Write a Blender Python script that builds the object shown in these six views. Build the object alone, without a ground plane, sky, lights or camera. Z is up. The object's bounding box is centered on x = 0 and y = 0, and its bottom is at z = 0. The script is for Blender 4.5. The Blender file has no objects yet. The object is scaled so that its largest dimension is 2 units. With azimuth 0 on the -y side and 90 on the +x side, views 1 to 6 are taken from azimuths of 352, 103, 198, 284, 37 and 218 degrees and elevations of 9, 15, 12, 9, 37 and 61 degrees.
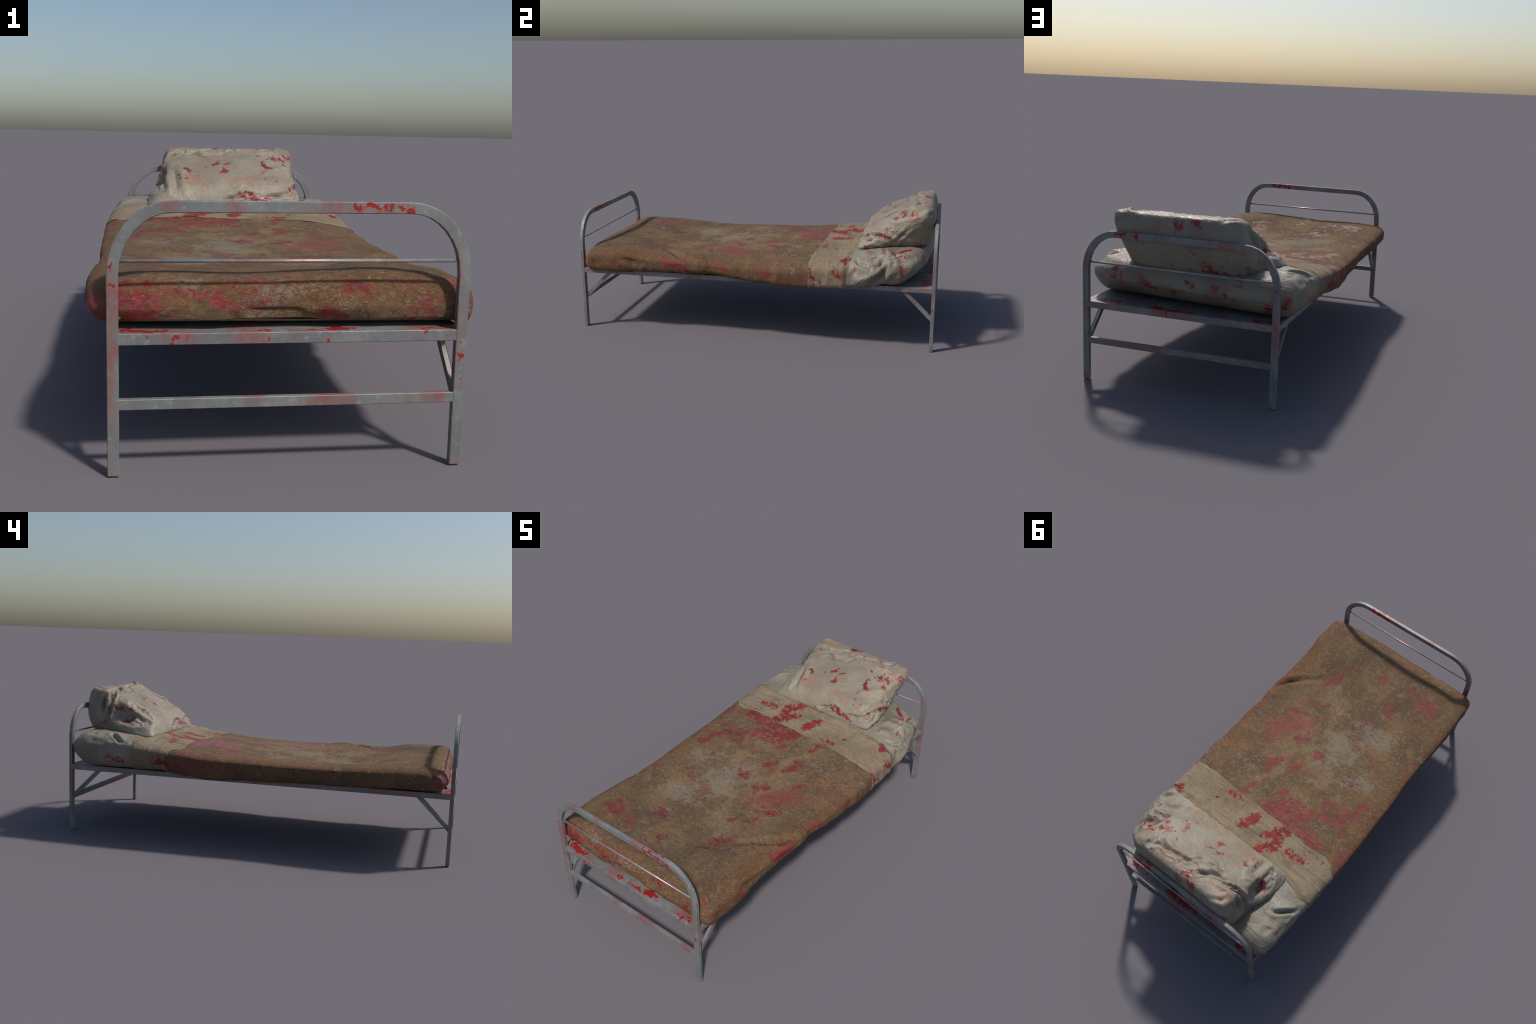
"""Old steel hospital bed with a bare metal base, a sheeted mattress, a felt
blanket whose top is turned down, and a crumpled pillow leaning on the head
frame; everything dirty and blood-spattered.  Metres, z up, foot end at -y."""
import bpy, bmesh, math
import numpy as np
from mathutils import Vector, Matrix

RNG_SEED = 7

# ------------------------------------------------------------------ helpers
def hash3(ix, iy, iz, seed):
    n = (ix * 374761393 + iy * 668265263 + iz * 2147483647 + seed * 974634777) & 0xFFFFFFFF
    n = ((n ^ (n >> 13)) * 1274126177) & 0xFFFFFFFF
    n = ((n ^ (n >> 16)) * 2246822519) & 0xFFFFFFFF
    return ((n ^ (n >> 15)) & 0xFFFFFF) / float(0xFFFFFF)

def vnoise(p, seed=0):
    """Smooth value noise in [-1, 1] on an (N,3) array."""
    p = np.asarray(p, float)
    i = np.floor(p).astype(np.int64)
    f = p - i
    f = f * f * f * (f * (f * 6 - 15) + 10)
    out = 0.0
    for dx in (0, 1):
        wx = f[..., 0] if dx else 1 - f[..., 0]
        for dy in (0, 1):
            wy = f[..., 1] if dy else 1 - f[..., 1]
            for dz in (0, 1):
                wz = f[..., 2] if dz else 1 - f[..., 2]
                out = out + wx * wy * wz * hash3(i[..., 0] + dx, i[..., 1] + dy, i[..., 2] + dz, seed)
    return out * 2 - 1

def fbm(p, seed=0, octaves=3, gain=0.5):
    p = np.asarray(p, float)
    s, a, t = 0.0, 1.0, 0.0
    for k in range(octaves):
        s = s + a * vnoise(p * (2.03 ** k), seed + 17 * k)
        t += a
        a *= gain
    return s / t

def ridged(p, seed=0, octaves=3):
    """Soft-walled ridges in [0, 1]: cloth folds."""
    p = np.asarray(p, float)
    s, a, t = 0.0, 1.0, 0.0
    for k in range(octaves):
        s = s + a * (1 - np.abs(vnoise(p * (1.93 ** k), seed + 31 * k))) ** 3
        t += a
        a *= 0.5
    return s / t

def smooth(e0, e1, x):
    t = np.clip((np.asarray(x, float) - e0) / (e1 - e0), 0, 1)
    return t * t * (3 - 2 * t)

def curve1(points, x):
    """Smooth (monotone-ish cubic Hermite) interpolation through (x, y) points."""
    px = np.array([p[0] for p in points], float)
    py = np.array([p[1] for p in points], float)
    m = np.gradient(py, px)
    x = np.clip(np.asarray(x, float), px[0], px[-1])
    k = np.clip(np.searchsorted(px, x, side="right") - 1, 0, len(px) - 2)
    h = px[k + 1] - px[k]
    t = (x - px[k]) / h
    h00 = 2 * t**3 - 3 * t**2 + 1; h10 = t**3 - 2 * t**2 + t
    h01 = -2 * t**3 + 3 * t**2;    h11 = t**3 - t**2
    return h00 * py[k] + h10 * h * m[k] + h01 * py[k + 1] + h11 * h * m[k + 1]

def grid_normals(P, closed_v=False):
    """Normals of a (A,B,3) grid."""
    if closed_v:
        dv = np.roll(P, -1, 1) - np.roll(P, 1, 1)
    else:
        dv = np.gradient(P, axis=1)
    du = np.gradient(P, axis=0)
    n = np.cross(dv, du)
    l = np.linalg.norm(n, axis=-1, keepdims=True)
    return n / np.maximum(l, 1e-9)

def seg_dist(P, a, b):
    a = np.array(a, float); b = np.array(b, float)
    d = b - a
    t = np.clip(((P - a) @ d) / max(d @ d, 1e-12), 0, 1)
    return np.linalg.norm(P - (a + t[..., None] * d), axis=-1), t

def polyline_dist(P, pts):
    best = None
    for a, b in zip(pts[:-1], pts[1:]):
        d, _ = seg_dist(P, a, b)
        best = d if best is None else np.minimum(best, d)
    # fade towards the two ends
    e = np.minimum(np.linalg.norm(P - np.array(pts[0]), axis=-1),
                   np.linalg.norm(P - np.array(pts[-1]), axis=-1))
    return best, e

def fold(P, pts, width, height, fade=0.05):
    """A fold along a line on the surface: + raises a ridge, - presses a crease
    that has a raised lip on both sides."""
    d, e = polyline_dist(P, pts)
    t = d / width
    if height < 0:      # a cusped valley between two full, soft shoulders
        f = np.exp(-(t * 1.25) ** 1.15) - 0.22 * np.exp(-((t - 2.0) / 1.1) ** 2)
    else:
        f = np.exp(-(t ** 1.6))
    return height * f * smooth(0, fade, e + 0.15 * fade)

def mesh_object(name, verts, faces, mat, parent=None, smooth_shade=True):
    me = bpy.data.meshes.new(name)
    me.from_pydata([tuple(v) for v in np.asarray(verts, float).reshape(-1, 3)], [], faces)
    me.update()
    ob = bpy.data.objects.new(name, me)
    bpy.context.scene.collection.objects.link(ob)
    me.materials.append(mat)
    if smooth_shade:
        me.polygons.foreach_set("use_smooth", [True] * len(me.polygons))
    if parent:
        ob.parent = parent
    return ob

def grid_faces(A, B, closed_v=False, offset=0, flip=False):
    f = []
    nb = B if closed_v else B - 1
    for i in range(A - 1):
        for j in range(nb):
            j2 = (j + 1) % B
            q = (offset + i * B + j, offset + (i + 1) * B + j, offset + (i + 1) * B + j2, offset + i * B + j2)
            f.append(q[::-1] if flip else q)
    return f

def thick_sheet(name, P, thickness, mat, parent=None):
    """Cloth sheet: outer grid P, an inner copy pushed in along the normals and
    a rolled rim that joins them."""
    A, B, _ = P.shape
    N = grid_normals(P)
    inner = P - N * thickness
    verts = np.concatenate([P.reshape(-1, 3), inner.reshape(-1, 3)])
    M = A * B
    faces = grid_faces(A, B) + grid_faces(A, B, offset=M, flip=True)
    ring = [(0, j) for j in range(B)] + [(i, B - 1) for i in range(1, A)] \
         + [(A - 1, j) for j in range(B - 2, -1, -1)] + [(i, 0) for i in range(A - 2, 0, -1)]
    mid = []
    for i, j in ring:
        # the rim bulges out a little so that the edge is round, not sharp
        ii = min(max(i, 1), A - 2); jj = min(max(j, 1), B - 2)
        out = P[i, j] - P[ii, jj]
        l = np.linalg.norm(out)
        out = out / l if l > 1e-9 else out
        mid.append((P[i, j] + inner[i, j]) / 2 + out * thickness * 0.45)
    verts = np.concatenate([verts, np.array(mid)])
    R = len(ring)
    for k in range(R):
        a = ring[k][0] * B + ring[k][1]
        b = ring[(k + 1) % R][0] * B + ring[(k + 1) % R][1]
        ma, mb = 2 * M + k, 2 * M + (k + 1) % R
        faces.append((a, b, mb, ma))
        faces.append((ma, mb, b + M, a + M))
    ob = mesh_object(name, verts, faces, mat, parent)
    bm = bmesh.new(); bm.from_mesh(ob.data)
    bmesh.ops.recalc_face_normals(bm, faces=bm.faces)
    bm.to_mesh(ob.data); bm.free()
    return ob

# ---------------------------------------------------------------- materials
class Nodes:
    def __init__(self, name):
        self.mat = bpy.data.materials.new(name)
        self.mat.use_nodes = True
        self.t = self.mat.node_tree
        self.t.nodes.clear()
        self.out = self.t.nodes.new("ShaderNodeOutputMaterial")
        self.bsdf = self.t.nodes.new("ShaderNodeBsdfPrincipled")
        self.t.links.new(self.bsdf.outputs[0], self.out.inputs[0])
        self.pos = self.t.nodes.new("ShaderNodeTexCoord").outputs["Object"]

    def _in(self, sock, v):
        if isinstance(v, bpy.types.NodeSocket):
            self.t.links.new(v, sock)
        elif v is not None:
            if isinstance(v, (tuple, list)) and len(v) == 3 and sock.type == "RGBA":
                v = (*v, 1)
            sock.default_value = v

    def math(self, op, a, b=None, c=None, clamp=False):
        n = self.t.nodes.new("ShaderNodeMath"); n.operation = op; n.use_clamp = clamp
        for s, v in zip(n.inputs, (a, b, c)):
            self._in(s, v)
        return n.outputs[0]

    def vmath(self, op, a, b=None, scale=None):
        n = self.t.nodes.new("ShaderNodeVectorMath"); n.operation = op
        self._in(n.inputs[0], a); self._in(n.inputs[1], b)
        if scale is not None:
            self._in(n.inputs["Scale"], scale)
        return n.outputs["Value"] if op in ("DISTANCE", "LENGTH", "DOT_PRODUCT") else n.outputs[0]

    def noise(self, vec, scale, detail=3, rough=0.55, lac=2.0, distort=0.0, color=False):
        n = self.t.nodes.new("ShaderNodeTexNoise")
        self._in(n.inputs["Vector"], vec)
        n.inputs["Scale"].default_value = scale
        n.inputs["Detail"].default_value = detail
        n.inputs["Roughness"].default_value = rough
        n.inputs["Lacunarity"].default_value = lac
        n.inputs["Distortion"].default_value = distort
        return n.outputs["Color"] if color else n.outputs["Fac"]

    def mapping(self, vec, loc=(0, 0, 0), rot=(0, 0, 0), scale=(1, 1, 1)):
        n = self.t.nodes.new("ShaderNodeMapping")
        self._in(n.inputs["Vector"], vec)
        n.inputs["Location"].default_value = loc
        n.inputs["Rotation"].default_value = rot
        n.inputs["Scale"].default_value = scale
        return n.outputs[0]

    def step(self, v, lo, hi):
        n = self.t.nodes.new("ShaderNodeMapRange"); n.interpolation_type = "SMOOTHSTEP"
        self._in(n.inputs[0], v)
        n.inputs[1].default_value = lo; n.inputs[2].default_value = hi
        n.inputs[3].default_value = 0; n.inputs[4].default_value = 1
        return n.outputs[0]

    def mix(self, fac, a, b, mode="MIX"):
        n = self.t.nodes.new("ShaderNodeMix"); n.data_type = "RGBA"; n.blend_type = mode
        self._in(n.inputs[0], fac); self._in(n.inputs[6], a); self._in(n.inputs[7], b)
        return n.outputs[2]

    def bump(self, height, strength, dist, normal=None):
        n = self.t.nodes.new("ShaderNodeBump")
        n.inputs["Strength"].default_value = strength
        n.inputs["Distance"].default_value = dist
        self._in(n.inputs["Height"], height)
        if normal is not None:
            self._in(n.inputs["Normal"], normal)
        return n.outputs[0]

    def stains(self, vec, spots, spread=1.0):
        """Largest of 'strength * (1 - distance / radius)' over strokes
        (ax, ay, az, bx, by, bz, radius, strength)."""
        acc = None
        for s in spots:
            g = self.t.nodes.new("ShaderNodeGroup"); g.node_tree = stroke_group()
            if acc is None:
                self._in(g.inputs[0], vec)
            else:
                # chained through a vanishing offset: keeps the shader's working set small
                self._in(g.inputs[0], self.vmath("ADD", vec, self.math("MULTIPLY", acc, 1e-7)))
            g.inputs[1].default_value = s[0:3]
            g.inputs[2].default_value = s[3:6]
            g.inputs[3].default_value = s[6] * spread
            g.inputs[4].default_value = s[7]
            acc = g.outputs[0] if acc is None else self.math("MAXIMUM", acc, g.outputs[0])
        return acc

_stroke = []
def stroke_group():
    """Node group: soft stroke round the segment A-B."""
    if _stroke:
        return _stroke[0]
    t = bpy.data.node_groups.new("blood_stroke", "ShaderNodeTree")
    for nm, ty in (("P", "NodeSocketVector"), ("A", "NodeSocketVector"), ("B", "NodeSocketVector"),
                   ("Radius", "NodeSocketFloat"), ("Strength", "NodeSocketFloat")):
        t.interface.new_socket(nm, in_out="INPUT", socket_type=ty)
    t.interface.new_socket("Value", in_out="OUTPUT", socket_type="NodeSocketFloat")
    i = t.nodes.new("NodeGroupInput"); o = t.nodes.new("NodeGroupOutput")
    L = t.links.new
    def V(op, a, b=None, sc=None):
        n = t.nodes.new("ShaderNodeVectorMath"); n.operation = op
        L(a, n.inputs[0])
        if b is not None: L(b, n.inputs[1])
        if sc is not None: L(sc, n.inputs["Scale"])
        return n.outputs["Value"] if op in ("LENGTH", "DOT_PRODUCT") else n.outputs[0]
    def M(op, a, b, clamp=False):
        n = t.nodes.new("ShaderNodeMath"); n.operation = op; n.use_clamp = clamp
        for s, v in zip(n.inputs, (a, b)):
            if isinstance(v, (int, float)): s.default_value = v
            else: L(v, s)
        return n.outputs[0]
    pa = V("SUBTRACT", i.outputs[0], i.outputs[1])
    ba = V("SUBTRACT", i.outputs[2], i.outputs[1])
    h = M("DIVIDE", V("DOT_PRODUCT", pa, ba), M("MAXIMUM", V("DOT_PRODUCT", ba, ba), 1e-6), clamp=True)
    d = V("LENGTH", V("SUBTRACT", pa, V("SCALE", ba, sc=h)))
    v = M("SUBTRACT", 1.0, M("DIVIDE", d, i.outputs[3]))
    L(M("MULTIPLY", M("MAXIMUM", v, 0.0), i.outputs[4]), o.inputs[0])
    _stroke.append(t)
    return t

def srgb(r, g, b):
    def f(c):
        c /= 255.0
        return c / 12.92 if c <= 0.04045 else ((c + 0.055) / 1.055) ** 2.4
    return (f(r), f(g), f(b))

def metal_material(name, spots, seed=0.0, gloss=0.55, lift=1.0):
    """Grey galvanised paint, cloudy, chipped pale, with thin smeared blood."""
    m = Nodes(name)
    p = m.mapping(m.pos, loc=(seed, seed * 0.7, seed * 1.3))
    cloud = m.noise(p, 7.0, 4, 0.6)
    fine = m.noise(p, 45.0, 4, 0.65)
    col = m.mix(m.step(cloud, 0.35, 0.68), srgb(112, 114, 113), srgb(130, 132, 130))
    col = m.mix(m.math("MULTIPLY", m.step(fine, 0.54, 0.70), 0.55), col, srgb(156, 158, 156))
    col = m.mix(m.math("MULTIPLY", m.step(fine, 0.47, 0.34), 0.30), col, srgb(92, 94, 95))
    # pinkish thin smears
    sm = m.noise(m.mapping(p, loc=(3.1, 1.7, 9.2), scale=(1, 1, 0.45)), 8.0, 4, 0.6)
    pink = m.step(sm, 0.47, 0.62)
    col = m.mix(m.math("MULTIPLY", pink, m.math("MULTIPLY", m.step(fine, 0.25, 0.60), 0.95)), col, srgb(134, 92, 88))
    rough = gloss
    if spots:
        w = m.noise(m.pos, 18.0, 4, 0.7, color=True)
        q = m.vmath("ADD", m.pos, m.vmath("SCALE", m.vmath("SUBTRACT", w, (0.5, 0.5, 0.5)), scale=0.11))
        s = m.stains(q, spots)
        n = m.noise(m.mapping(m.pos, scale=(1, 1, 0.7)), 48.0, 4, 0.6)
        b = m.step(m.math("ADD", s, m.math("MULTIPLY", m.math("SUBTRACT", n, 0.5), 2.4)), 0.42, 0.54)
        b = m.math("MULTIPLY", b, m.step(s, 0.02, 0.12))
        col = m.mix(m.math("MULTIPLY", m.step(s, 0.05, 0.9), 0.55), col, srgb(160, 84, 80))
        col = m.mix(m.math("MULTIPLY", b, 0.95), col, srgb(150, 22, 20))
    if lift != 1.0:
        col = m.mix(1.0, col, (lift, lift, lift), "MULTIPLY")
    m._in(m.bsdf.inputs["Base Color"], col)
    m.bsdf.inputs["Roughness"].default_value = gloss
    m.bsdf.inputs["Metallic"].default_value = 0.2
    m.bsdf.inputs["Specular IOR Level"].default_value = 0.5
    h = m.noise(p, 60.0, 4, 0.6)
    m._in(m.bsdf.inputs["Normal"], m.bump(h, 0.12, 0.004))
    return m.mat

BLOOD_DARK = srgb(94, 9, 14)
BLOOD_RED = srgb(134, 18, 23)

def blood_layer(m, col, spots, smears, breakup=60.0, aniso=(1, 1, 1), warp=0.10, speck=0.0, amp=3.6, hairs=None, spread=1.0):
    """Blood over the colour col: crisp broken splashes and thin pink smears.
    Returns (colour, wet mask)."""
    w = m.noise(m.pos, 20.0, 4, 0.65, color=True)
    q = m.vmath("ADD", m.pos, m.vmath("SCALE", m.vmath("SUBTRACT", w, (0.5, 0.5, 0.5)), scale=warp))
    coarse = m.noise(m.mapping(m.pos, rot=(0, 0, 0.5), scale=aniso), breakup, 2, 0.5, distort=0.6)
    finer = m.noise(m.mapping(m.pos, rot=(0, 0, 0.5), scale=aniso), breakup * 3.4, 3, 0.6, distort=0.4)
    nn = m.math("ADD", m.math("MULTIPLY", m.math("SUBTRACT", coarse, 0.5), 0.65),
                m.math("MULTIPLY", m.math("SUBTRACT", finer, 0.5), 0.35))
    if hairs is not None:       # fibres stick out of the wet patches
        nn = m.math("ADD", nn, m.math("MULTIPLY", m.math("SUBTRACT", hairs, 0.5), 0.35))
    mask = None
    if smears:
        s2 = m.stains(q, smears)
        thin = m.step(m.math("ADD", s2, m.math("MULTIPLY", nn, 3.4)), 0.12, 0.85)
        thin = m.math("MULTIPLY", thin, m.step(s2, 0.0, 0.2))
        col = m.mix(m.math("MULTIPLY", thin, 0.72), col, srgb(128, 48, 42))
        mask = m.math("MULTIPLY", thin, 0.6)
    s = m.stains(q, spots, spread)
    v = m.math("ADD", s, m.math("MULTIPLY", nn, amp))
    halo = m.math("MULTIPLY", m.step(v, 0.08, 0.5), m.step(s, 0.0, 0.15))
    crisp = m.math("MULTIPLY", m.step(v, 0.36, 0.56), m.step(s, 0.02, 0.16))
    if speck:
        f = m.noise(m.mapping(m.pos, loc=(5, 2, 8), scale=aniso), 42.0, 2, 0.5)
        big = m.noise(m.mapping(m.pos, loc=(1, 7, 3)), 5.0, 2, 0.5)
        sp = m.step(m.math("ADD", f, m.math("MULTIPLY", m.math("SUBTRACT", big, 0.5), 0.45)), speck, speck + 0.05)
        crisp = m.math("MAXIMUM", crisp, m.math("MULTIPLY", sp, 0.75))
    col = m.mix(m.math("MULTIPLY", halo, 0.38), col, srgb(140, 66, 56))
    shade = m.mix(m.step(m.noise(m.pos, 38.0, 2), 0.35, 0.65), BLOOD_DARK, BLOOD_RED)
    col = m.mix(m.math("MULTIPLY", crisp, 0.88), col, shade)
    mask = crisp if mask is None else m.math("MAXIMUM", mask, crisp)
    return col, mask

def felt_material(name, spots, smears, pale, rust):
    """Brown woollen felt: matted fibres, ochre and grey patches, wet blood."""
    m = Nodes(name)
    p = m.pos
    big = m.noise(p, 5.0, 4, 0.6)
    mid = m.noise(p, 15.0, 5, 0.65)
    fib = m.noise(m.mapping(p, rot=(0, 0, 0.35), scale=(1.0, 2.4, 1.6)), 62.0, 5, 0.75, distort=1.0)
    q = m.vmath("ADD", p, m.vmath("SCALE", m.vmath("SUBTRACT", m.noise(p, 12.0, 3, 0.6, color=True), (0.5, 0.5, 0.5)), scale=0.2))
    fib2 = m.noise(m.mapping(p, loc=(4, 1, 2), rot=(0, 0, -0.9), scale=(1.0, 3.0, 1.6)), 110.0, 4, 0.7, distort=1.5)
    grain = m.noise(p, 170.0, 3, 0.65)
    col = m.mix(m.step(big, 0.36, 0.66), srgb(110, 89, 69), srgb(132, 104, 76))
    col = m.mix(m.math("MULTIPLY", m.step(mid, 0.52, 0.66), 0.6), col, srgb(94, 78, 62))
    col = m.mix(m.math("MULTIPLY", m.step(mid, 0.47, 0.33), 0.6), col, srgb(148, 118, 82))
    # rubbed paler along the middle of the top
    worn = m.stains(p, [(0.0, -0.60, 0.45, 0.0, 0.25, 0.47, 0.46, 1.0)])
    worn = m.math("MULTIPLY", m.step(worn, 0.1, 0.75), m.step(m.math("ADD", mid, m.math("MULTIPLY", big, 0.6)), 0.70, 0.95))
    col = m.mix(m.math("MULTIPLY", worn, 0.60), col, srgb(158, 134, 102))
    if rust:
        r = m.stains(p, rust)
        r = m.step(m.math("ADD", r, m.math("MULTIPLY", m.math("SUBTRACT", mid, 0.5), 1.2)), 0.1, 0.8)
        col = m.mix(m.math("MULTIPLY", r, 0.75), col, srgb(122, 86, 58))
    if pale:
        s = m.stains(q, pale, 1.5)
        both = m.math("ADD", m.math("SUBTRACT", fib, 0.5), m.math("SUBTRACT", mid, 0.5))
        s = m.step(m.math("ADD", s, m.math("MULTIPLY", both, 3.4)), 0.30, 0.85)
        col = m.mix(m.math("MULTIPLY", s, 0.72), col, srgb(142, 132, 118))
    col = m.mix(m.math("MULTIPLY", m.step(fib, 0.52, 0.66), 0.62), col, srgb(168, 144, 110))
    col = m.mix(m.math("MULTIPLY", m.step(fib, 0.48, 0.34), 0.62), col, srgb(70, 58, 45))
    col = m.mix(m.math("MULTIPLY", m.step(fib2, 0.58, 0.70), 0.40), col, srgb(168, 150, 120))
    col = m.mix(m.math("MULTIPLY", m.step(fib2, 0.44, 0.32), 0.45), col, srgb(84, 70, 56))
    col = m.mix(1.0, col, (0.80, 0.815, 0.83), "MULTIPLY")     # years of grime
    col, wet = blood_layer(m, col, spots, smears, breakup=34.0, aniso=(1, 1.6, 1), speck=0.63, hairs=fib, amp=4.2, spread=1.22)
    m._in(m.bsdf.inputs["Base Color"], col)
    m._in(m.bsdf.inputs["Roughness"], m.math("SUBTRACT", 0.88, m.math("MULTIPLY", wet, 0.54)))
    m._in(m.bsdf.inputs["Specular IOR Level"], m.math("ADD", 0.10, m.math("MULTIPLY", wet, 0.6)))
    h = m.math("ADD", m.math("MULTIPLY", fib, 0.55), m.math("ADD", m.math("MULTIPLY", fib2, 0.3), m.math("MULTIPLY", grain, 0.25)))
    m._in(m.bsdf.inputs["Normal"], m.bump(h, 0.8, 0.009))
    return m.mat

def linen_material(name, spots, smears, base, dirt, brown=(), gloss=0.5, felt=False, amp=2.6):
    """Off-white cloth gone grey and tan, with rusty brown stains and blood."""
    m = Nodes(name)
    p = m.pos
    big = m.noise(p, 6.0, 4, 0.6)
    mid = m.noise(p, 19.0, 4, 0.62)
    col = m.mix(m.step(big, 0.36, 0.66), base, dirt)
    col = m.mix(m.math("MULTIPLY", m.step(mid, 0.54, 0.72), 0.55), col, srgb(156, 130, 108))
    col = m.mix(m.math("MULTIPLY", m.step(mid, 0.46, 0.30), 0.35), col, srgb(134, 130, 122))
    if brown:
        q = m.vmath("ADD", p, m.vmath("SCALE", m.vmath("SUBTRACT", m.noise(p, 12.0, 3, 0.6, color=True), (0.5, 0.5, 0.5)), scale=0.2))
        s = m.stains(q, brown, 1.3)
        s = m.step(m.math("ADD", s, m.math("MULTIPLY", m.math("SUBTRACT", mid, 0.5), 2.4)), 0.1, 0.9)
        col = m.mix(m.math("MULTIPLY", s, 0.6), col, srgb(156, 112, 88))
    if felt:
        fib = m.noise(m.mapping(p, scale=(1.0, 2.2, 1.4)), 80.0, 5, 0.72, distort=0.8)
        col = m.mix(m.math("MULTIPLY", m.step(fib, 0.50, 0.34), 0.62), col, srgb(104, 94, 80))
        col = m.mix(m.math("MULTIPLY", m.step(fib, 0.54, 0.66), 0.35), col, srgb(180, 166, 144))
        grime = m.noise(p, 9.0, 4, 0.65)
        col = m.mix(m.math("MULTIPLY", m.step(grime, 0.52, 0.66), 0.55), col, srgb(120, 108, 92))
        h = fib
        bs = (0.6, 0.008)
    else:
        crumple = m.noise(m.mapping(p, rot=(0.3, 0.2, 0.5), scale=(0.7, 1.5, 1.3)), 13.0, 3, 0.5, distort=1.6)
        crumple = m.math("ABSOLUTE", m.math("SUBTRACT", crumple, 0.5))
        h = m.math("ADD", crumple, m.math("MULTIPLY", m.noise(p, 420.0, 2, 0.5), 0.04))
        bs = (0.6, 0.014)
    col = m.mix(1.0, col, (0.80, 0.81, 0.81), "MULTIPLY")
    col, wet = blood_layer(m, col, spots, smears, breakup=40.0, aniso=(1, 1.3, 1), warp=0.075, speck=0.68, amp=amp, spread=1.2)
    m._in(m.bsdf.inputs["Base Color"], col)
    m._in(m.bsdf.inputs["Roughness"], m.math("SUBTRACT", gloss, m.math("MULTIPLY", wet, 0.12)))
    m._in(m.bsdf.inputs["Specular IOR Level"], m.math("ADD", 0.12 if felt else 0.35, m.math("MULTIPLY", wet, 0.25)))
    m._in(m.bsdf.inputs["Normal"], m.bump(h, *bs))
    return m.mat

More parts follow.
